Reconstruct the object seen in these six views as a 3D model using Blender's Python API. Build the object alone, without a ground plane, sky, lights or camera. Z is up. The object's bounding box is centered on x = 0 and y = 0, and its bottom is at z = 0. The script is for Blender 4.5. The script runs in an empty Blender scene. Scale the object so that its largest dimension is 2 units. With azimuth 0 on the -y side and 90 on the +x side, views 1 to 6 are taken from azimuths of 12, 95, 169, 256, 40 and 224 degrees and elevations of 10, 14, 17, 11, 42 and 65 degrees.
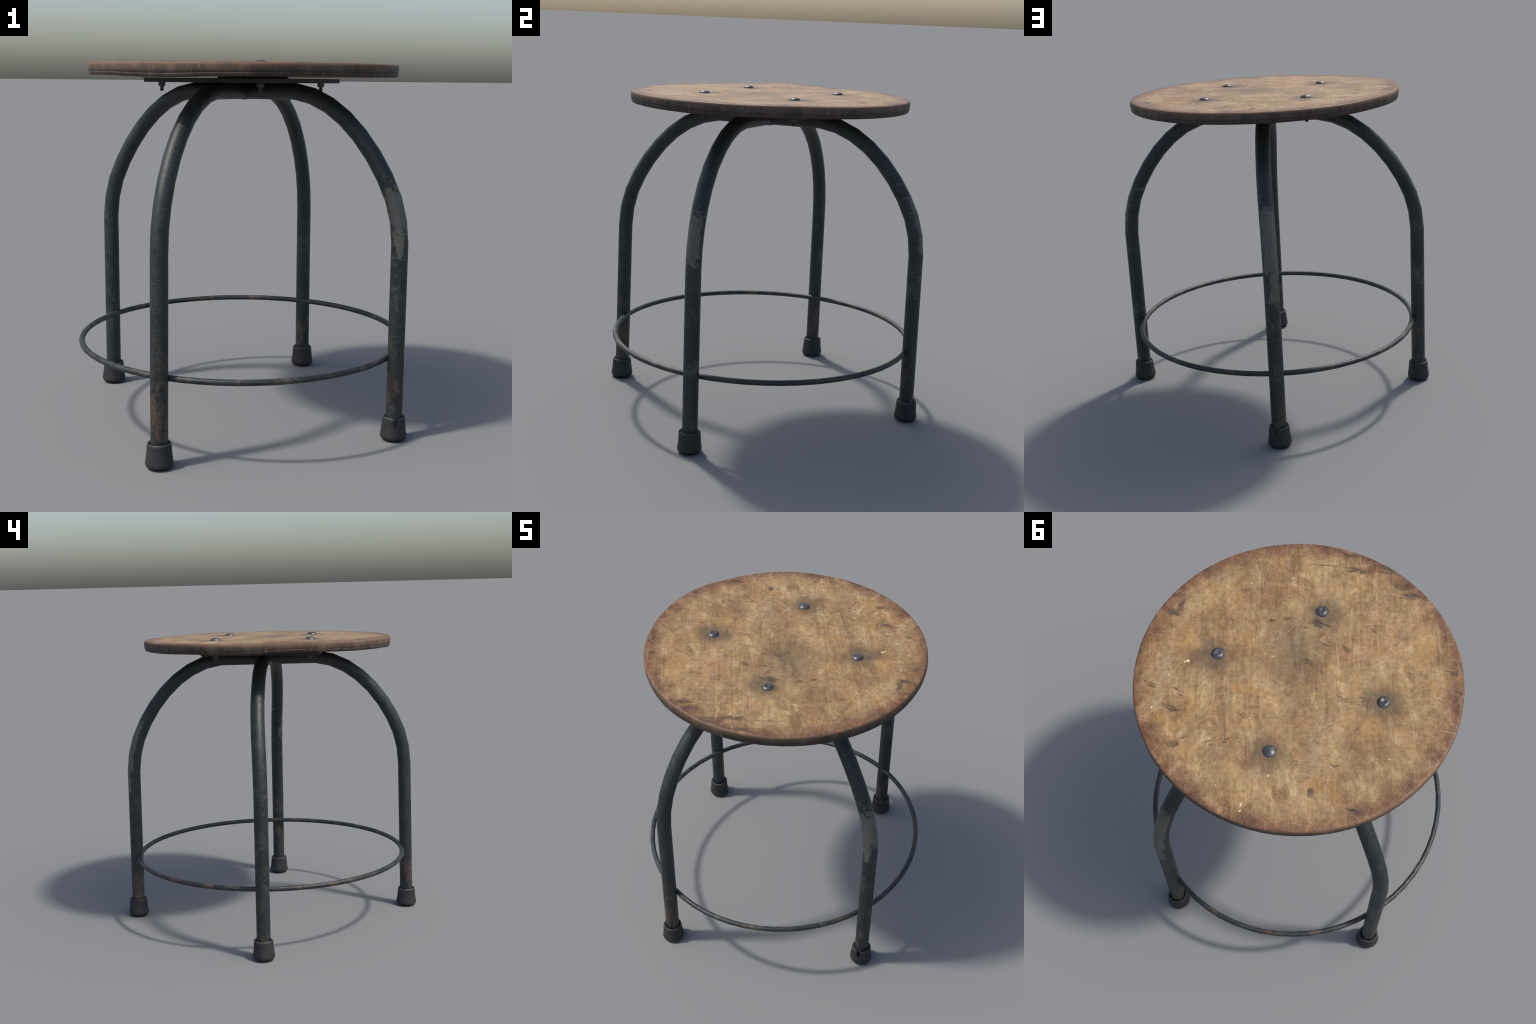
"""Old workshop stool: round worn wooden seat on four bent steel tubes with a
footrest hoop, rubber feet, a square mounting plate and four through bolts."""
import bpy, bmesh, math, random
from mathutils import Vector, Matrix, noise

random.seed(7)
COL = bpy.context.scene.collection

# ------------------------------------------------------------------ helpers
def new_object(name, verts, faces, mats, parent, slots=None, sharp=40.0):
    me = bpy.data.meshes.new(name)
    me.from_pydata([tuple(v) for v in verts], [], faces)
    for m in mats:
        me.materials.append(m)
    if slots:
        me.polygons.foreach_set("material_index", slots)
    me.polygons.foreach_set("use_smooth", [True] * len(me.polygons))
    bm = bmesh.new(); bm.from_mesh(me)
    bmesh.ops.recalc_face_normals(bm, faces=bm.faces)
    bm.to_mesh(me); bm.free()
    me.set_sharp_from_angle(angle=math.radians(sharp))
    ob = bpy.data.objects.new(name, me)
    COL.objects.link(ob)
    ob.parent = parent
    return ob


def skin(rings, closed_loop=False, cap_start=False, cap_end=False):
    """Quads between rings of equal vertex count."""
    n = len(rings[0]); verts = [v for r in rings for v in r]; faces = []
    m = len(rings)
    for i in range(m if closed_loop else m - 1):
        a, b = i * n, ((i + 1) % m) * n
        for k in range(n):
            faces.append((a + k, a + (k + 1) % n, b + (k + 1) % n, b + k))
    if cap_start:
        faces.append(tuple(range(n)))
    if cap_end:
        faces.append(tuple((m - 1) * n + k for k in range(n)))
    return verts, faces


def sweep(path, radius, sides, closed=False, side_axis=None):
    """Tube along a polyline with mitred joints, kept in a fixed frame."""
    rings, m = [], len(path)
    for i, p in enumerate(path):
        a = path[i - 1] if (closed or i > 0) else None
        b = path[(i + 1) % m] if (closed or i < m - 1) else None
        d1 = (p - a).normalized() if a is not None else (b - p).normalized()
        d2 = (b - p).normalized() if b is not None else d1
        t = (d1 + d2).normalized()
        s = side_axis if side_axis is not None else Vector((0, 0, 1))
        s = (s - t * s.dot(t)).normalized()
        u = t.cross(s)
        stretch = 1.0 / max(0.5, t.dot(d1))
        rings.append([p + s * (radius * math.cos(q)) + u * (radius * stretch * math.sin(q))
                      for q in (2 * math.pi * k / sides for k in range(sides))])
    return rings


def lathe(profile, sides, centre=Vector((0, 0, 0)), wobble=None):
    rings = []
    for r, z in profile:
        ring = []
        for k in range(sides):
            q = 2 * math.pi * k / sides
            rr, zz = wobble(r, z, q) if wobble else (r, z)
            ring.append(centre + Vector((rr * math.cos(q), rr * math.sin(q), zz)))
        rings.append(ring)
    return rings

# ---------------------------------------------------------- material helpers
class Nodes:
    def __init__(self, name):
        self.mat = bpy.data.materials.new(name); self.mat.use_nodes = True
        self.t = self.mat.node_tree
        self.bsdf = self.t.nodes["Principled BSDF"]
        self.coord = self.t.nodes.new("ShaderNodeTexCoord").outputs["Object"]
        self.geo = self.t.nodes.new("ShaderNodeNewGeometry")

    def put(self, sock, val):
        if isinstance(val, bpy.types.NodeSocket):
            self.t.links.new(val, sock)
        elif val is not None:
            if isinstance(val, (tuple, list)) and len(val) == 3 and sock.type == "RGBA":
                val = (*val, 1.0)
            sock.default_value = val

    def node(self, kind, **ins):
        n = self.t.nodes.new(kind)
        return n

    def math(self, op, a, b=None, c=None, clamp=False):
        n = self.t.nodes.new("ShaderNodeMath"); n.operation = op; n.use_clamp = clamp
        for i, v in enumerate((a, b, c)):
            if v is not None:
                self.put(n.inputs[i], v)
        return n.outputs[0]

    def vmath(self, op, a, b=None, scale=None):
        n = self.t.nodes.new("ShaderNodeVectorMath"); n.operation = op
        self.put(n.inputs[0], a)
        if b is not None:
            self.put(n.inputs[1], b)
        if scale is not None:
            self.put(n.inputs["Scale"], scale)
        return n.outputs["Value"] if op in ("LENGTH", "DOT_PRODUCT", "DISTANCE") else n.outputs["Vector"]

    def mapping(self, vec, rot=0.0, scale=(1, 1, 1), loc=(0, 0, 0)):
        """rotate the coordinates by -rot about z, then scale them"""
        n = self.t.nodes.new("ShaderNodeMapping"); n.vector_type = "POINT"
        self.put(n.inputs["Vector"], vec)
        n.inputs["Rotation"].default_value = (0, 0, -rot)
        n.inputs["Location"].default_value = loc
        r = n.outputs[0]
        return self.vmath("MULTIPLY", r, scale)

    def noise(self, vec, scale, detail=4.0, rough=0.55, distort=0.0):
        n = self.t.nodes.new("ShaderNodeTexNoise")
        self.put(n.inputs["Vector"], vec)
        n.inputs["Scale"].default_value = scale
        n.inputs["Detail"].default_value = detail
        n.inputs["Roughness"].default_value = rough
        n.inputs["Distortion"].default_value = distort
        return n.outputs["Fac"]

    def span(self, val, lo, hi, to0=0.0, to1=1.0, smooth=True):
        n = self.t.nodes.new("ShaderNodeMapRange")
        n.interpolation_type = "SMOOTHSTEP" if smooth else "LINEAR"
        self.put(n.inputs["Value"], val)
        for k, v in zip(("From Min", "From Max", "To Min", "To Max"), (lo, hi, to0, to1)):
            self.put(n.inputs[k], v)
        return n.outputs["Result"]

    def mix(self, fac, a, b, mode="MIX"):
        n = self.t.nodes.new("ShaderNodeMix"); n.data_type = "RGBA"; n.blend_type = mode
        self.put(n.inputs[0], fac); self.put(n.inputs[6], a); self.put(n.inputs[7], b)
        return n.outputs[2]

    def ramp(self, fac, stops):
        n = self.t.nodes.new("ShaderNodeValToRGB")
        e = n.color_ramp.elements
        while len(e) < len(stops):
            e.new(0.5)
        for el, (p, c) in zip(e, stops):
            el.position = p; el.color = (*c, 1)
        self.put(n.inputs[0], fac)
        return n.outputs[0]

    def xyz(self, vec):
        n = self.t.nodes.new("ShaderNodeSeparateXYZ"); self.put(n.inputs[0], vec)
        return n.outputs

    def bump(self, height, strength, dist):
        n = self.t.nodes.new("ShaderNodeBump")
        self.put(n.inputs["Height"], height)
        n.inputs["Strength"].default_value = strength
        n.inputs["Distance"].default_value = dist
        self.t.links.new(n.outputs[0], self.bsdf.inputs["Normal"])

    def finish(self, color, rough, metallic=0.0, spec=0.5):
        self.put(self.bsdf.inputs["Base Color"], color)
        self.put(self.bsdf.inputs["Roughness"], rough)
        self.put(self.bsdf.inputs["Metallic"], metallic)
        self.put(self.bsdf.inputs["Specular IOR Level"], spec)
        return self.mat

# ------------------------------------------------------------- measurements
SEAT_R, SEAT_C = 0.8235, Vector((0.0, 0.0065, 0.0))
SEAT_TOP, SEAT_LOW = 1.919, 1.8545
BOLTS = [(-0.403, -0.171), (0.170, -0.365), (0.3925, 0.174), (-0.170, 0.399)]
GRAIN = math.radians(131)          # direction of the wood fibres
TUBE_R, TUBE_Z = 0.0432, 1.7795

# ------------------------------------------------------------ wood, seat top
def wood_top():
    n = Nodes("worn_seat_wood")
    P = n.vmath("SUBTRACT", n.coord, (SEAT_C.x, SEAT_C.y, 0.0))
    flat = n.vmath("MULTIPLY", P, (1, 1, 0))
    radius = n.vmath("LENGTH", flat)
    along = n.mapping(flat, GRAIN, (0.62, 1.0, 1))
    def at(x, y, vec=flat):
        return n.vmath("ADD", vec, (x, y, 0))
    # soft blotches of wear in several tones
    big = n.noise(along, 4.2, 5, 0.62, 0.5)
    mid = n.noise(at(7, 3, along), 12, 6, 0.70, 0.4)
    col = n.ramp(big, [(0.32, (0.205, 0.122, 0.055)), (0.44, (0.285, 0.178, 0.083)),
                       (0.55, (0.345, 0.228, 0.108)), (0.70, (0.430, 0.308, 0.165))])
    warm = n.noise(at(1.3, 9.1), 6.5, 5, 0.65, 0.4)
    col = n.mix(n.span(warm, 0.52, 0.70, 0, 0.75), col, (0.365, 0.200, 0.066))
    pink = n.noise(at(5.3, 2.7), 7.5, 5, 0.65, 0.4)
    col = n.mix(n.span(pink, 0.51, 0.70, 0, 0.70), col, (0.360, 0.236, 0.140))
    grey = n.noise(at(4.4, 2.2, along), 4.4, 5, 0.62)
    col = n.mix(n.span(grey, 0.54, 0.74, 0, 0.60), col, (0.315, 0.255, 0.160))
    col = n.mix(n.span(mid, 0.51, 0.68, 0, 0.72), col, (0.180, 0.100, 0.047))
    col = n.mix(n.span(mid, 0.475, 0.31, 0, 0.74), col, (0.515, 0.385, 0.215))
    # reddish, darker wear band along the rim
    wavy = n.noise(flat, 6.0, 6, 0.68, 0.5)
    edge = n.math("ADD", radius, n.math("MULTIPLY", n.math("SUBTRACT", wavy, 0.5), 0.26))
    rim = n.span(edge, 0.690, 0.825, 0, 0.92)
    rim_tone = n.ramp(mid, [(0.30, (0.285, 0.150, 0.080)), (0.50, (0.155, 0.070, 0.037)), (0.68, (0.075, 0.037, 0.022))])
    col = n.mix(rim, col, rim_tone)
    # fibres along the grain where the varnish has gone, brushed marks across
    patch = n.noise(at(2.1, 6.6), 3.6, 4, 0.6)
    fib = n.noise(n.mapping(flat, GRAIN, (2.4, 62, 1)), 1.0, 5, 0.66, 0.3)
    col = n.mix(n.span(patch, 0.36, 0.62, 0.15, 0.85), col, n.ramp(fib, [(0.30, (0.66, 0.62, 0.57)), (0.5, (1, 1, 1)), (0.70, (1.24, 1.23, 1.18))]), "MULTIPLY")
    fib2 = n.noise(n.mapping(flat, GRAIN + 0.07, (6.0, 190, 1), (3, 1, 0)), 1.0, 3, 0.6)
    col = n.mix(n.span(patch, 0.40, 0.6, 0.25, 0.7), col, n.ramp(fib2, [(0.3, (0.78, 0.76, 0.73)), (0.7, (1.18, 1.18, 1.17))]), "MULTIPLY")
    cross = n.noise(n.mapping(flat, GRAIN + 1.5, (5.0, 120, 1), (1, 8, 0)), 1.0, 3, 0.6)
    col = n.mix(n.span(patch, 0.58, 0.36, 0.1, 0.65), col, n.ramp(cross, [(0.32, (0.80, 0.78, 0.75)), (0.7, (1.17, 1.16, 1.14))]), "MULTIPLY")
    cloud = n.noise(at(3.3, 1.2), 38, 5, 0.72, 0.6)
    col = n.mix(0.9, col, n.ramp(cloud, [(0.30, (0.66, 0.62, 0.57)), (0.5, (1, 1, 1)), (0.70, (1.38, 1.36, 1.30))]), "MULTIPLY")
    speck = n.noise(flat, 115, 3, 0.7)
    col = n.mix(0.6, col, n.ramp(speck, [(0.3, (0.76, 0.74, 0.72)), (0.5, (1, 1, 1)), (0.72, (1.26, 1.24, 1.20))]), "MULTIPLY")
    # pale scratches in many directions
    scr = None
    bent = n.vmath("ADD", flat, n.vmath("SCALE", n.vmath("SUBTRACT", n.colour_noise(flat, 3.0), (0.5, 0.5, 0.5)), scale=0.035))
    for i, a in enumerate((0.12, 0.50, 0.86, 1.22, 1.62, 2.02, 2.38, 2.80)):
        s = n.noise(n.mapping(bent, a, (1.8, 125, 1), (2.3 * i, 5.1 * i, 0)), 1.0, 1.5, 0.5, 0.05)
        gate = n.noise(at(3.7 * i, 1.9 * i), 4.0, 3, 0.6)
        s = n.math("MULTIPLY", n.span(s, 0.60, 0.75), n.span(gate, 0.42, 0.64))
        scr = s if scr is None else n.math("MAXIMUM", scr, s)
    col = n.mix(n.math("MULTIPLY", scr, 0.42), col, (0.520, 0.395, 0.265))
    # grimy halo round every bolt, one wide dim patch in the middle
    shift = n.math("MULTIPLY", n.math("SUBTRACT", n.noise(flat, 8, 5, 0.65), 0.5), 0.17)
    halo = None
    for i, (x, y) in enumerate(BOLTS):
        off = ((0.0, 0.010), (-0.014, 0.012), (0.016, 0.034), (-0.004, 0.022))[i]
        d = n.math("ADD", n.vmath("DISTANCE", flat, (x + off[0] - SEAT_C.x, y + off[1] - SEAT_C.y, 0)), shift)
        d0 = n.vmath("DISTANCE", flat, (x - SEAT_C.x, y - SEAT_C.y, 0))
        h = n.math("MAXIMUM", n.span(d, 0.155, 0.030, 0, 0.72), n.span(n.math("ADD", d0, n.math("MULTIPLY", shift, 0.3)), 0.058, 0.026, 0, 0.85))
        halo = h if halo is None else n.math("MAXIMUM", halo, h)
    mid_d = n.vmath("LENGTH", n.mapping(n.vmath("SUBTRACT", flat, (0.11, -0.09, 0)), GRAIN, (0.75, 1.15, 0)))
    centre = n.span(n.math("ADD", mid_d, n.math("MULTIPLY", shift, 1.6)), 0.26, 0.02, 0, 0.64)
    streak = n.noise(n.mapping(flat, GRAIN, (4, 34, 1)), 1.0, 4, 0.6)
    centre = n.math("MULTIPLY", centre, n.span(streak, 0.28, 0.68, 0.65, 1.05))
    grime = n.math("MAXIMUM", halo, centre)
    col = n.mix(grime, col, (0.092, 0.070, 0.046))
    # a few bleached bluish stains near one bolt
    ragged = n.vmath("ADD", flat, n.vmath("SCALE", n.vmath("SUBTRACT", n.colour_noise(flat, 30), (0.5, 0.5, 0.5)), scale=0.016))
    loose = n.vmath("ADD", flat, n.vmath("SCALE", n.vmath("SUBTRACT", n.colour_noise(flat, 14), (0.5, 0.5, 0.5)), scale=0.10))
    def stroke(x, y, ang, half_len, half_wid, soft=0.4, vec=None):
        m = n.t.nodes.new("ShaderNodeMapping"); m.vector_type = "TEXTURE"
        n.put(m.inputs["Vector"], ragged if vec is None else vec)
        m.inputs["Location"].default_value = (x - SEAT_C.x, y - SEAT_C.y, 0)
        m.inputs["Rotation"].default_value = (0, 0, math.radians(ang))
        m.inputs["Scale"].default_value = (half_len, half_wid, 1)
        return n.span(n.vmath("LENGTH", m.outputs[0]), 1.0, soft)
    def most(strokes, soft=0.4, vec=None):
        """Union of strokes. Every few strokes the coordinates pick up a vanishing trace of
        the running result, so that Cycles works through them in turn and stays in its stack."""
        vec = ragged if vec is None else vec
        out = None
        for k, s in enumerate(strokes):
            if out is not None and k % 5 == 0:
                nudge = n.t.nodes.new("ShaderNodeCombineXYZ")
                n.put(nudge.inputs[2], n.math("MULTIPLY", out, 1e-6))
                vec = n.vmath("ADD", vec, nudge.outputs[0])
            v = stroke(*s[:5], s[5] if len(s) > 5 else soft, vec)
            out = v if out is None else n.math("MAXIMUM", out, v)
        return out
    pale = most([(-0.33, 0.27, 128, 0.17, 0.065, 0.0), (-0.20, 0.53, 110, 0.08, 0.05, 0.0), (0.52, 0.44, 125, 0.17, 0.06, 0.0)], 0.0, loose)
    col = n.mix(n.math("MULTIPLY", pale, n.span(cloud, 0.35, 0.6, 0.15, 0.60)), col, (0.37, 0.315, 0.205))
    gold = most([(0.555, 0.215, 130, 0.12, 0.09, 0.0), (-0.35, -0.53, 120, 0.16, 0.09, 0.0), (0.16, 0.66, 30, 0.09, 0.06, 0.0), (-0.45, -0.02, 120, 0.10, 0.07, 0.0)], 0.0, loose)
    col = n.mix(n.math("MULTIPLY", gold, n.span(cloud, 0.3, 0.6, 0.15, 0.6)), col, (0.44, 0.26, 0.085))
    # dark cuts across the fibres: each a bundle of two to four short knife lines
    dice = random.Random(21)
    lines = []
    for x, y, ang, length, width, count in [
            (0.527, 0.527, 18, 0.050, 0.012, 4), (0.383, 0.460, 19, 0.060, 0.008, 3), (0.350, 0.555, 14, 0.060, 0.012, 3), (0.325, 0.540, 24, 0.035, 0.014, 4),
            (0.735, 0.136, 10, 0.035, 0.022, 4), (0.310, -0.150, 62, 0.045, 0.008, 3), (0.270, -0.215, 55, 0.035, 0.010, 3), (0.007, -0.092, 17, 0.070, 0.012, 4),
            (0.060, -0.228, 20, 0.090, 0.006, 2), (-0.060, -0.270, 20, 0.050, 0.014, 4), (0.173, -0.237, 25, 0.035, 0.006, 2), (0.145, -0.300, 20, 0.065, 0.024, 6), (0.10, -0.315, 18, 0.06, 0.010, 3),
            (-0.548, -0.532, 27, 0.055, 0.012, 4), (-0.230, -0.465, 52, 0.045, 0.008, 2), (0.080, 0.565, 60, 0.045, 0.007, 3), (0.035, 0.495, 58, 0.030, 0.014, 3),
            (0.205, 0.690, 70, 0.028, 0.018, 4), (0.190, 0.630, 75, 0.025, 0.010, 2), (-0.405, -0.385, 30, 0.03, 0.010, 2), (-0.10, -0.45, 20, 0.03, 0.006, 2),
            (-0.45, 0.25, 15, 0.03, 0.010, 3), (-0.30, 0.36, 30, 0.03, 0.008, 2), (-0.25, -0.055, 24, 0.055, 0.006, 2), (-0.325, -0.115, 36, 0.045, 0.009, 3)]:
        for k in range(count):
            lines.append((x + dice.uniform(-0.5, 0.5) * length, y + dice.uniform(-1, 1) * width, ang + dice.gauss(0, 5),
                          length * dice.uniform(0.45, 0.9), dice.uniform(0.0034, 0.0064), 0.25))
    for k in range(22):
        q, rr = dice.uniform(0, 6.283), 0.78 * math.sqrt(dice.random())
        lines.append((rr * math.cos(q), rr * math.sin(q), dice.gauss(22, 16), dice.uniform(0.008, 0.022), dice.uniform(0.0030, 0.0055), 0.2))
    # splits near the rim and long hairlines along the grain
    lines += [(0.36, -0.585, 37, 0.12, 0.0050, 0.2), (0.22, -0.680, 33, 0.10, 0.0055, 0.2), (0.09, -0.764, 31, 0.10, 0.0055, 0.2),
              (-0.660, 0.365, 27, 0.055, 0.0075, 0.2), (0.075, 0.455, 136, 0.22, 0.0030, 0.1), (-0.07, 0.46, 134, 0.14, 0.0026, 0.1), (-0.36, -0.10, 118, 0.16, 0.0026, 0.1)]
    cuts = most(lines)
    cuts = n.math("MULTIPLY", cuts, n.span(n.noise(flat, 60, 3, 0.65), 0.32, 0.55, 0.35, 1.0))
    fibre_dark = n.span(n.noise(n.mapping(flat, GRAIN, (3.2, 110, 1), (9, 2, 0)), 1.0, 2, 0.5), 0.64, 0.74, 0, 0.45)
    zone = most([(0.16, -0.17, 131, 0.22, 0.10, 0.0), (-0.45, 0.33, 131, 0.2, 0.12, 0.0), (0.02, 0.42, 131, 0.3, 0.16, 0.0)], 0.0, loose)
    cuts = n.math("MAXIMUM", cuts, n.math("MULTIPLY", fibre_dark, zone))
    col = n.mix(n.math("MULTIPLY", cuts, 0.86), col, (0.040, 0.032, 0.023))
    smudge = most([
        (0.311, -0.729, 34, 0.12, 0.04), (0.089, -0.795, 20, 0.11, 0.045), (-0.034, -0.772, 25, 0.11, 0.045), (0.20, -0.68, 33, 0.13, 0.03), (-0.10, -0.74, 30, 0.08, 0.035),
        (-0.69, 0.36, 30, 0.09, 0.035), (0.745, 0.10, -75, 0.10, 0.04), (0.72, 0.14, 20, 0.05, 0.04), (0.135, -0.305, 20, 0.075, 0.04), (-0.47, 0.43, 120, 0.05, 0.04),
        (0.34, 0.55, 20, 0.04, 0.025), (0.20, 0.68, 60, 0.05, 0.04)], 0.0, loose)
    smudge = n.math("MULTIPLY", smudge, n.span(cloud, 0.33, 0.67, 0.30, 1.0))
    col = n.mix(n.math("MULTIPLY", n.span(smudge, 0.0, 0.80), 0.88), col, (0.058, 0.038, 0.026))
    # chipped bright flecks
    bits = most([
        (0.475, 0.305, 20, 0.013, 0.010), (0.482, 0.318, 70, 0.008, 0.006), (0.421, 0.611, 40, 0.0065, 0.0065), (0.490, 0.423, 0, 0.0045, 0.0045),
        (-0.258, 0.694, 128, 0.014, 0.006), (-0.275, 0.718, 100, 0.009, 0.005), (-0.252, 0.497, 120, 0.008, 0.005), (0.023, 0.332, 0, 0.0045, 0.004),
        (0.175, 0.0, 0, 0.004, 0.004), (-0.62, 0.05, 0, 0.006, 0.004), (0.56, -0.25, 0, 0.005, 0.004), (-0.10, 0.70, 30, 0.005, 0.004)], 0.5)
    col = n.mix(bits, col, (0.74, 0.60, 0.36))
    col = n.mix(1.0, col, (0.805, 0.785, 0.745), "MULTIPLY")
    n.bump(n.math("ADD", n.math("MULTIPLY", fib, 0.5), n.math("MULTIPLY", cloud, 0.4)), 0.20, 0.004)
    return n.finish(col, n.span(mid, 0.3, 0.7, 0.62, 0.50), 0.0, 0.35)


def colour_noise(self, vec, scale):
    t = self.t.nodes.new("ShaderNodeTexNoise")
    self.put(t.inputs["Vector"], vec); t.inputs["Scale"].default_value = scale
    t.inputs["Detail"].default_value = 3
    return t.outputs["Color"]
Nodes.colour_noise = colour_noise


def wood_side(name, dark, light, low_dark):
    n = Nodes(name)
    z = n.xyz(n.coord)[2]
    streak = n.noise(n.vmath("MULTIPLY", n.coord, (10, 10, 5.0)), 1.0, 6, 0.66)
    fine = n.noise(n.vmath("MULTIPLY", n.coord, (110, 110, 7.0)), 1.0, 4, 0.6)
    big = n.noise(n.vmath("MULTIPLY", n.coord, (4, 4, 3)), 1.0, 4, 0.6)
    col = n.ramp(streak, [(0.32, dark), (0.66, light)])
    col = n.mix(n.span(big, 0.5, 0.7, 0, 0.6), col, tuple(0.6 * c for c in dark))
    col = n.mix(1.0, col, n.ramp(fine, [(0.3, (0.88, 0.87, 0.86)), (0.7, (1.11, 1.10, 1.09))]), "MULTIPLY")
    chips = n.noise(n.vmath("MULTIPLY", n.coord, (70, 70, 9)), 1.0, 2, 0.5, 0.6)
    col = n.mix(n.span(chips, 0.65, 0.74, 0, 0.5), col, (0.26, 0.18, 0.12))
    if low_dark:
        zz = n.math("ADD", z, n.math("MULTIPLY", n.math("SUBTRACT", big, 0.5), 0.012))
        col = n.mix(n.span(zz, 1.892, 1.872, 0, 0.62), col, (0.018, 0.014, 0.011))  # occlusion shade toward the groove, baked into the edge colour
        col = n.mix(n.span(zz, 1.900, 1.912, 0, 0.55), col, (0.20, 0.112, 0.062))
    n.bump(fine, 0.2, 0.003)
    return n.finish(col, 0.62, 0.0, 0.3)


def painted_steel(name, chips=(), rust=1.0):
    """Dark blue-green paint, rust that thickens near the floor; chips is a list of
    (facing direction, low z, high z, cosine limit, streakiness)."""
    n = Nodes(name)
    P = n.coord
    z = n.xyz(P)[2]
    base = n.noise(P, 7, 5, 0.6)
    col = n.ramp(base, [(0.3, (0.0090, 0.0125, 0.0140)), (0.55, (0.0150, 0.0195, 0.0205)), (0.75, (0.024, 0.028, 0.0285))])
    fine = n.noise(P, 70, 5, 0.7)
    col = n.mix(1.0, col, n.ramp(fine, [(0.3, (0.52, 0.55, 0.57)), (0.5, (1, 1, 1)), (0.68, (2.0, 1.92, 1.75))]), "MULTIPLY")
    low = n.span(z, 1.15, 0.15, 0.0, 1.0, False)
    smear = n.noise(n.vmath("MULTIPLY", P, (9, 9, 5)), 1.0, 6, 0.68)
    thr = n.math("SUBTRACT", 0.66, n.math("MULTIPLY", low, 0.125 * rust))
    r = n.span(n.math("SUBTRACT", n.math("ADD", n.math("MULTIPLY", smear, 0.72), n.math("MULTIPLY", fine, 0.28)), thr), -0.05, 0.07)
    r = n.math("MULTIPLY", r, n.span(low, 0.0, 0.5, 0.25, 0.72))
    tone = n.noise(P, 34, 4, 0.6)
    col = n.mix(r, col, n.ramp(tone, [(0.35, (0.060, 0.036, 0.024)), (0.55, (0.098, 0.058, 0.036)), (0.72, (0.105, 0.090, 0.066))]))
    pale = n.noise(n.vmath("ADD", P, (3, 1, 2)), 5.5, 5, 0.7)
    pale = n.math("MULTIPLY", n.span(n.math("ADD", n.math("MULTIPLY", pale, 0.7), n.math("MULTIPLY", fine, 0.3)), 0.535, 0.65, 0, 0.75), n.span(z, 1.25, 0.95))
    col = n.mix(pale, col, (0.082, 0.080, 0.066))
    vor = n.t.nodes.new("ShaderNodeTexVoronoi"); vor.inputs["Scale"].default_value = 30
    n.put(vor.inputs["Vector"], P)
    dots = n.math("MULTIPLY", n.span(vor.outputs["Distance"], 0.11, 0.05), n.span(n.noise(P, 15, 2, 0.5), 0.56, 0.62))
    col = n.mix(n.math("MULTIPLY", dots, 0.6), col, (0.10, 0.17, 0.19))
    total = None
    ragged = n.noise(P, 26, 5, 0.68)
    bands = n.noise(n.vmath("MULTIPLY", P, (5, 5, 60)), 1.0, 3, 0.6, 0.3)
    for direction, lo, hi, limit, streak in chips:
        f = n.vmath("DOT_PRODUCT", n.geo.outputs["Normal"], Vector(direction).normalized())
        f = n.math("ADD", f, n.math("MULTIPLY", n.math("SUBTRACT", ragged, 0.5), 1.5))
        zz = n.math("ADD", z, n.math("MULTIPLY", n.math("SUBTRACT", ragged, 0.5), 0.36))
        m = n.math("MULTIPLY", n.span(f, limit - 0.10, limit + 0.12), n.math("MULTIPLY", n.span(zz, lo - 0.02, lo + 0.02), n.span(zz, hi + 0.02, hi - 0.02)))
        if streak:
            m = n.math("MULTIPLY", m, n.span(bands, 0.60 - 0.1 * (1 - streak), 0.64))
        m = n.math("MULTIPLY", m, n.span(n.noise(n.vmath("MULTIPLY", P, (30, 30, 16)), 1.0, 5, 0.68, 0.5), 0.70, 0.60, 0.25, 1.0))
        total = m if total is None else n.math("MAXIMUM", total, m)
    rough = n.span(fine, 0.3, 0.7, 0.42, 0.62)
    if total is not None:
        tint = n.ramp(n.noise(P, 12, 4, 0.6), [(0.38, (0.128, 0.114, 0.076)), (0.6, (0.112, 0.113, 0.104))])
        tint = n.mix(1.0, tint, n.ramp(fine, [(0.3, (0.82, 0.82, 0.82)), (0.7, (1.15, 1.15, 1.15))]), "MULTIPLY")
        col = n.mix(n.math("MULTIPLY", total, 0.82), col, tint)
        rough = n.mix(total, rough, (0.6, 0.6, 0.6))
    n.bump(n.math("ADD", n.math("ADD", fine, n.math("MULTIPLY", r, 0.5)), n.math("MULTIPLY", n.noise(P, 22, 3, 0.6), 1.6)), 0.22, 0.004)
    return n.finish(col, rough, 0.0, 0.5)


def rubber():
    n = Nodes("grey_rubber")
    a = n.noise(n.coord, 24, 5, 0.65); b = n.noise(n.coord, 120, 3, 0.6)
    col = n.ramp(a, [(0.3, (0.016, 0.016, 0.017)), (0.7, (0.029, 0.029, 0.030))])
    z = n.xyz(n.coord)[2]
    col = n.mix(n.span(z, 0.022, 0.006), col, (0.010, 0.010, 0.010))
    col = n.mix(n.span(n.math("ADD", z, n.math("MULTIPLY", n.math("SUBTRACT", a, 0.5), 0.01)), 0.117, 0.126, 0, 0.35), col, (0.065, 0.064, 0.063))  # collar rim lightened to paint in its highlight
    n.bump(b, 0.15, 0.002)
    return n.finish(col, 0.62, 0.0, 0.4)


def bolt_steel():
    n = Nodes("polished_bolt_steel")
    a = n.noise(n.coord, 60, 5, 0.65)
    col = n.ramp(a, [(0.35, (0.050, 0.051, 0.053)), (0.65, (0.125, 0.125, 0.126))])
    n.bump(a, 0.12, 0.002)
    return n.finish(col, n.span(a, 0.3, 0.7, 0.32, 0.50), 0.55, 0.5)


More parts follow.
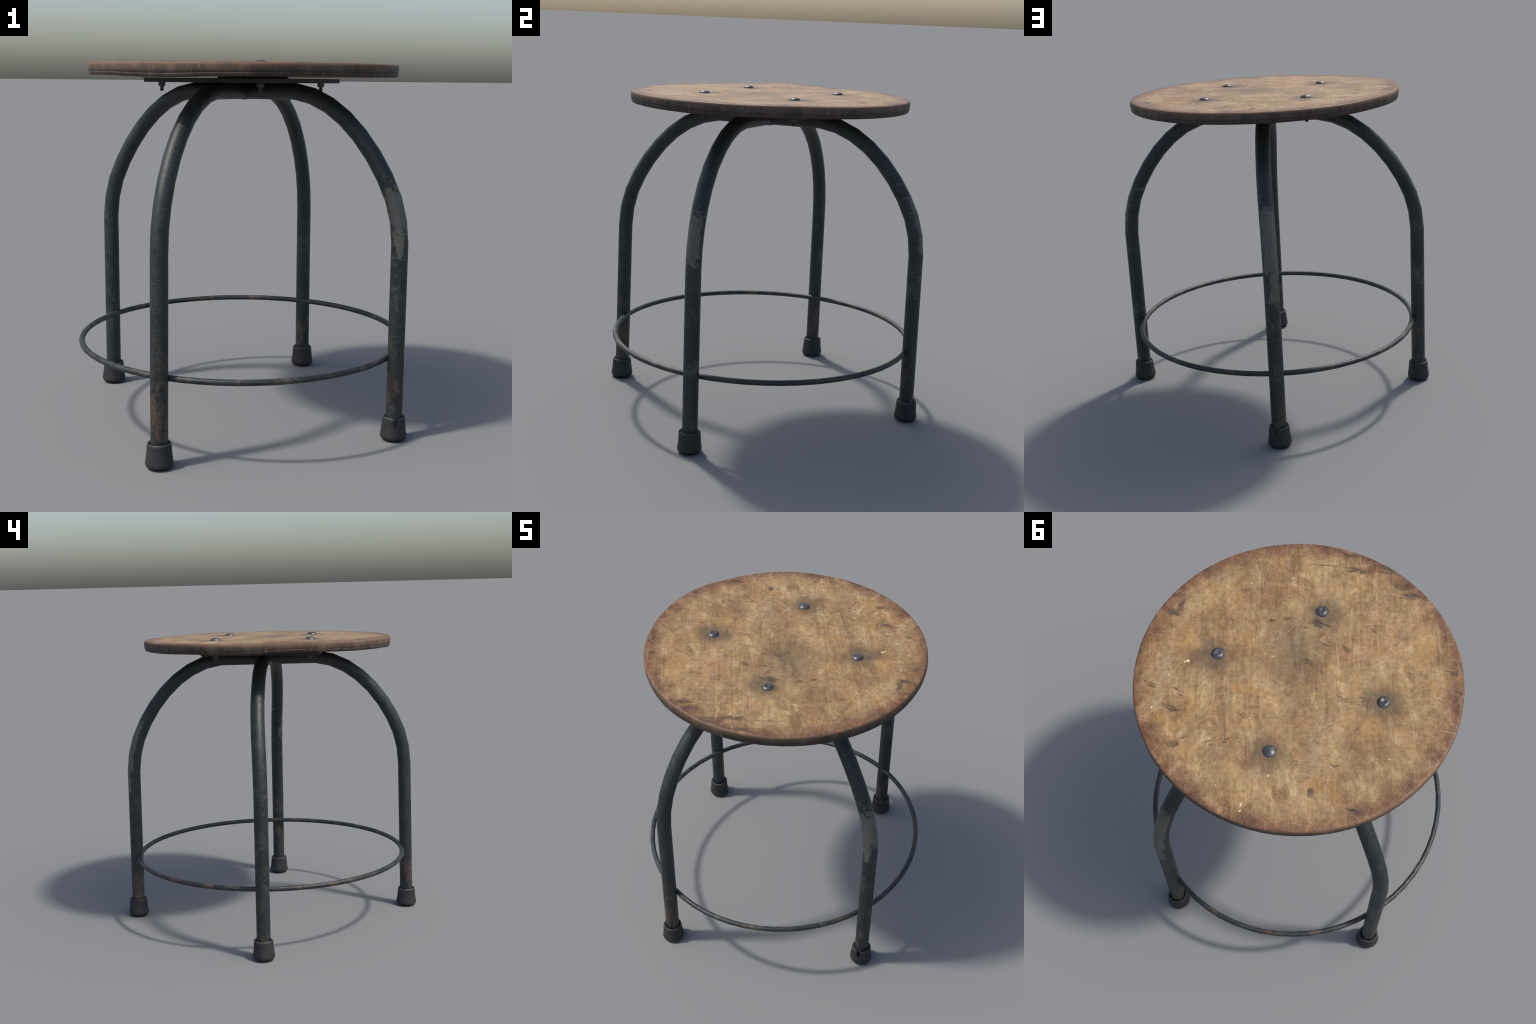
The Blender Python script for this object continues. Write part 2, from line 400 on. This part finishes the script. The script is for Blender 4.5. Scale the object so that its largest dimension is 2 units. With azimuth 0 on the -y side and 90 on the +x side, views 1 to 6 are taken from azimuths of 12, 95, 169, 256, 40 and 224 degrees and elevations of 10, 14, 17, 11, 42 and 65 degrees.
def nut_steel():
    n = Nodes("dull_zinc")
    a = n.noise(n.coord, 45, 5, 0.65)
    col = n.ramp(a, [(0.35, (0.055, 0.050, 0.038)), (0.65, (0.135, 0.125, 0.100))])
    return n.finish(col, 0.55, 0.3, 0.4)


M_TOP = wood_top()
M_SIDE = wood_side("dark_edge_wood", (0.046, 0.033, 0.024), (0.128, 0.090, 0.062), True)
M_LIP = wood_side("lower_edge_wood", (0.030, 0.024, 0.021), (0.085, 0.066, 0.055), False)
M_FOOT_LINE = wood_side("edge_seam_wood", (0.036, 0.019, 0.013), (0.078, 0.042, 0.028), False)
M_UNDER = wood_side("raw_underside_wood", (0.165, 0.115, 0.075), (0.27, 0.20, 0.135), False)
M_STEEL = painted_steel("painted_steel")
M_HOOP = painted_steel("painted_wire", (), 1.25)
M_STEEL_CHIP_A = painted_steel("painted_steel_chipped", [((0.05, -1, 0.1), 1.11, 1.20, -0.10, 0), ((0.75, -0.6, 0.1), 1.08, 1.32, 0.10, 0), ((-0.1, -1, 0), 0.98, 1.12, 0.80, 0),
                                                        ((0.3, -1, 0.3), 1.18, 1.32, 0.1, 0.5), ((0.2, 1, 0), 1.08, 1.36, -0.1, 0.7)])
M_STEEL_CHIP_B = painted_steel("painted_steel_scraped", [((-0.05, 1, 0.15), 1.06, 1.385, 0.42, 0), ((0.9, 0.9, 0.2), 1.22, 1.46, 0.55, 0.4),
                                                        ((-0.25, 1, 0), 0.88, 1.08, 0.80, 0)])
M_RUBBER, M_BOLT, M_NUT = rubber(), bolt_steel(), nut_steel()

# ------------------------------------------------------------------ the stool
stool = bpy.data.objects.new("stool", None)
COL.objects.link(stool)
stool["label"] = "worn round wooden stool on bent dark steel legs"
stool["category"] = "stool"

# ---- seat: a slightly warped disc (rim rises and dips by about a centimetre)
WARP = [(-163, 5.5), (-150, 1.5), (-130, 0), (-120, -5), (-112, -8), (-105, -9), (-97, -7.5), (-90, -4), (-75, -2), (-60, -1),
        (-38, -2), (-27, -3), (-16, -2.5), (-6, -1), (3, 1), (12, 3), (30, 1), (42, -1), (60, -1.5), (74, -1), (97, 0), (108, 0),
        (130, 5), (143, 3.5), (154, 2), (160, 5), (165, 10), (170, 13), (177, 15), (183, 13.5), (189, 10.5), (193, 7)]

def warp(q):
    a = math.degrees(q)
    a = (a + 163) % 360 - 163
    pts = WARP + [(197, 5.5)]
    for (a0, w0), (a1, w1) in zip(pts, pts[1:]):
        if a0 <= a <= a1:
            t = (a - a0) / (a1 - a0); t = t * t * (3 - 2 * t)
            return 0.001 * (w0 + (w1 - w0) * t)
    return 0.0

R = SEAT_R
top_rings = [(R * f, SEAT_TOP) for f in (0.10, 0.22, 0.34, 0.46, 0.58, 0.68, 0.77, 0.84, 0.89, 0.93, 0.96, 0.978)]
top_rings += [(R - 0.0085, SEAT_TOP - 0.0008), (R - 0.0042, SEAT_TOP - 0.0030)]
side_rings = [(R - 0.0020, SEAT_TOP - 0.0068), (R - 0.0004, SEAT_TOP - 0.013), (R, SEAT_TOP - 0.024), (R - 0.0006, 1.880), (R - 0.0022, 1.8755)]
lip_rings = [(R - 0.0036, 1.8738), (R - 0.0022, 1.8715), (R - 0.0032, 1.8665)]
seam_rings = [(R - 0.0058, 1.8585), (R - 0.0085, SEAT_LOW + 0.0006)]
under_rings = [(R - 0.012, SEAT_LOW), (R * 0.9, SEAT_LOW), (R * 0.78, SEAT_LOW), (R * 0.6, SEAT_LOW), (R * 0.3, SEAT_LOW)]
profile = top_rings + side_rings + lip_rings + seam_rings + under_rings
slot_of_ring = [0] * len(top_rings) + [1] * len(side_rings) + [2] * len(lip_rings) + [3] * len(seam_rings) + [4] * len(under_rings)
NS = 96
rng = random.Random(3)
nick = {k: rng.uniform(-0.0011, 0.0006) for k in range(NS)}

def seat_shape(r, z, q):
    f = min(1.0, max(0.0, (r / R - 0.55) / 0.42)); f = f * f * (3 - 2 * f)
    k = int(round(q / (2 * math.pi) * NS)) % NS
    v = Vector((math.cos(q), math.sin(q), 0.0)) * 3.0
    rr = r + (0.0018 * noise.noise(v) if r > 0.9 * R else 0.0)
    if z > SEAT_TOP - 0.01 and r > 0.97 * R:
        rr += nick[k]
    w = warp(q)
    if z > SEAT_TOP - 0.009 and w < 0:
        w *= 0.15          # the dips only eat into the rounded edge
    dome = 0.0006 * max(0.0, 1 - (r / R) ** 2) if z > 1.9 else 0.0
    return rr, z + dome + f * w + (0.0012 * noise.noise(Vector((r * math.cos(q), r * math.sin(q), 5.0)) * 4.0) if r < 0.95 * R else 0)

rings = lathe(profile, NS, SEAT_C, seat_shape)
verts, faces = skin(rings)
slots = []
for i in range(len(rings) - 1):
    slots += [slot_of_ring[i + 1]] * NS
verts.append(SEAT_C + Vector((0, 0, SEAT_TOP))); c0 = len(verts) - 1
verts.append(SEAT_C + Vector((0, 0, SEAT_LOW))); c1 = len(verts) - 1
last = (len(rings) - 1) * NS
for k in range(NS):
    faces.append((c0, k, (k + 1) % NS)); slots.append(0)
    faces.append((c1, last + (k + 1) % NS, last + k)); slots.append(4)
seat = new_object("seat", verts, faces, [M_TOP, M_SIDE, M_LIP, M_FOOT_LINE, M_UNDER], stool, slots, 60)

# ---- four through bolts: domed heads above, hex nuts below the plate
HEADS = [  # crown of each head: None = round dome, otherwise the depth of its dent
    0.0045, 0.0015, 0.0025, None]
for (x, y), dent in zip(BOLTS, HEADS):
    c = Vector((x, y, 0)); z0 = SEAT_TOP - 0.0010
    if dent is None:
        head = [(0.0300, z0), (0.0322, z0 + 0.0012), (0.0310, z0 + 0.0055), (0.0270, z0 + 0.0105), (0.0205, z0 + 0.0150), (0.0120, z0 + 0.0178), (0.0045, z0 + 0.0190), (0.0008, z0 + 0.0192)]
    else:
        head = [(0.0300, z0), (0.0322, z0 + 0.0012), (0.0308, z0 + 0.0055), (0.0262, z0 + 0.0105), (0.0205, z0 + 0.0150), (0.0160, z0 + 0.0163),
                (0.0120, z0 + 0.0155 - 0.3 * dent), (0.0060, z0 + 0.0155 - dent), (0.0008, z0 + 0.0155 - dent)]
    head = [(r * 1.06, z0 + (z - z0) * 0.94) for r, z in head]
    rg = lathe([(0.010, SEAT_LOW + 0.006), (0.010, z0 - 0.002)] + head, 28, c)
    v, f = skin(rg, cap_start=True, cap_end=True)
    bolt = new_object("bolt", v, f, [M_BOLT], stool, None, 50)
    # threaded shank: fine alternating ridges
    shank = [(0.0092, 1.7765)]
    z = 1.7785
    while z < 1.832:
        shank += [(0.0104, z), (0.0092, z + 0.0016)]; z += 0.0032
    v, f = skin(lathe(shank, 14, c), cap_start=True, cap_end=True)
    new_object("bolt_shank", v, f, [M_NUT], bolt, None, 50)
    turn = math.radians(rng.uniform(0, 60))
    hexr = []
    for r, z in [(0.0165, 1.8012), (0.0198, 1.8030), (0.0198, 1.8205), (0.0175, 1.8222)]:
        hexr.append([c + Vector((r * math.cos(turn + k * math.pi / 3), r * math.sin(turn + k * math.pi / 3), z)) for k in range(6)])
    v, f = skin(hexr, cap_start=True, cap_end=True)
    new_object("nut", v, f, [M_NUT], bolt, None, 30)

# ---- square steel plate with rounded corners under the seat
H, CR, TURN = 0.3835, 0.022, math.radians(22.6 + 45)
outline = []
for cx, cy, a0 in [(H - CR, H - CR, 0), (-H + CR, H - CR, 90), (-H + CR, -H + CR, 180), (H - CR, -H + CR, 270)]:
    for k in range(7):
        a = math.radians(a0 + 15 * k)
        outline.append((cx + CR * math.cos(a), cy + CR * math.sin(a), (math.cos(a), math.sin(a))))
prings = []
for inset, z in [(0.0015, 1.8216), (0.0, 1.8230), (0.0, 1.8432), (0.0015, 1.8446)]:
    ring = []
    for x, y, (nx, ny) in outline:
        p = Vector((x - nx * inset, y - ny * inset, 0)); p.rotate(Matrix.Rotation(TURN, 3, "Z"))
        ring.append(p + Vector((-0.0025, 0.0085, z)))
    prings.append(ring)
v, f = skin(prings, cap_start=True, cap_end=True)
plate = new_object("mounting_plate", v, f, [M_STEEL], stool, None, 30)
# dark disc in the gap between the plate and the seat, set well back from the edge
v, f = skin(lathe([(0.19, 1.8440), (0.19, SEAT_LOW + 0.002)], 40, Vector((0.05, 0.0085, 0))), cap_start=True, cap_end=True)
new_object("dark_gap_disc", v, f, [M_STEEL], plate, None, 30)

# ---- four legs: straight arm, nine-segment bend, straight upright
ARM = [(0.322, TUBE_Z), (0.4265, 1.7575), (0.5255, 1.7125), (0.6170, 1.6480), (0.7010, 1.5660), (0.7765, 1.4690), (0.8395, 1.3640),
       (0.8880, 1.2560), (0.9170, 1.1450), (0.9285, 1.0300)]
# the arms leave the middle turned about 2.5 degrees clockwise and sweep back to the foot lower down
SWAY = [-0.0142, -0.0188, -0.0220, -0.0228, -0.0228, -0.0192, -0.0133, -0.0064, -0.0022, 0.0]
LEG_SWAY = [0.68, 1.0, 0.60, 1.02]
LEGS = [  # heading of the arm, shift of the bend, foot position, material, foot-cap notch (angle, half width, depth)
    ((-0.190, -0.9095), 0.002, (-0.1922, -0.9310), M_STEEL, None),
    ((0.877, -0.2915), -0.0035, (0.8782, -0.2905), M_STEEL_CHIP_A, (-74, 0.24, 0.050)),
    ((0.1912, 0.9190), 0.0105, (0.1934, 0.9310), M_STEEL_CHIP_B, (60, 0.075, 0.046)),
    ((-0.878, 0.3030), -0.0005, (-0.8782, 0.3042), M_STEEL, None)]
SIDES = 24

def foot_cap(name, at, parent, notch, seed):
    prof = [(0.0010, 0.0000), (0.0500, 0.0000), (0.0565, 0.0030), (0.0580, 0.0075), (0.0640, 0.0095), (0.0678, 0.0165), (0.0688, 0.0235),
            (0.0680, 0.0340), (0.0648, 0.0540), (0.0622, 0.0760), (0.0606, 0.0980), (0.0600, 0.1120), (0.0585, 0.1200), (0.0552, 0.1252),
            (0.0515, 0.1262), (0.0482, 0.1240), (0.0462, 0.1180), (0.0452, 0.0900), (0.0452, 0.0600)]
    def shape(r, z, q):
        v = Vector((math.cos(q) * 1.3, math.sin(q) * 1.3, z * 14 + seed * 9.7))
        rr = r * (1 + 0.022 * noise.noise(v)) if 0.01 < z and r > 0.047 else r
        zz = z + (0.0035 * noise.noise(Vector((math.cos(q), math.sin(q), seed * 3.1))) * (z / 0.126) ** 2 if z > 0.03 else 0)
        if notch:
            a, half, depth = notch
            d = abs((q - math.radians(a) + math.pi) % (2 * math.pi) - math.pi)
            k = max(0.0, 1 - d / half)
            if z > 0.045 and k > 0:
                cut = 0.126 - depth * k
                t = (z - 0.045) / (0.126 - 0.045)
                zz = 0.045 + t * (cut - 0.045)
            # slight outward curl of the torn edge
            rr += 0.0025 * math.exp(-(d / (1.6 * half)) ** 2) * (z / 0.126) ** 2 if r > 0.05 else 0
        return rr, zz
    rg = lathe(prof, 180 if notch else 72, Vector((at[0], at[1], 0)), shape)
    v, f = skin(rg, cap_start=True, cap_end=True)
    return new_object(name, v, f, [M_RUBBER], parent, None, 50)

for i, (head, shift, foot, mat, notch) in enumerate(LEGS):
    d = Vector((head[0], head[1], 0)).normalized()
    path = [d * 0.0005 + Vector((0, 0, TUBE_Z)) if i in (1, 3) else d * 0.012 + Vector((0, 0, TUBE_Z))]
    nrm = Vector((-d.y, d.x, 0)) * LEG_SWAY[i]
    path += [d * 0.16 - nrm * 0.0071 + Vector((0, 0, TUBE_Z))]
    for k, (r, z) in enumerate(ARM):
        path.append(d * (r + shift * k / 9) + nrm * SWAY[k] + Vector((0, 0, z)))
    knee = path[-1]
    end = Vector((foot[0], foot[1], 0.03))
    for t in (0.33, 0.66, 1.0):
        path.append(knee.lerp(end, t))
    rg = sweep(path, TUBE_R, SIDES, side_axis=Vector((-d.y, d.x, 0)))
    v, f = skin(rg, cap_start=True, cap_end=True)
    leg = new_object("leg", v, f, [mat], stool, None, 50)
    foot_cap("foot_cap", (foot[0], foot[1]), leg, notch, i + 1)

# plug that closes the crossing of the tubes from below
v, f = skin(lathe([(0.020, 1.7335), (0.0235, 1.7350), (0.0235, 1.7700)], 24, Vector((0, 0, 0))), cap_start=True, cap_end=True)
new_object("tube_plug", v, f, [M_NUT], stool, None, 40)

# ---- footrest hoop: slightly oval wire welded inside the legs
hoop = [Vector((-0.0017 + 0.8828 * math.cos(q), 0.0084 + 0.9135 * math.sin(q), 0.435 - 0.001 * math.cos(q)))
        for q in (2 * math.pi * k / 60 for k in range(60))]
rg = sweep(hoop, 0.0155, 14, closed=True)
v, f = skin(rg, closed_loop=True)
new_object("footrest", v, f, [M_HOOP], stool, None, 60)
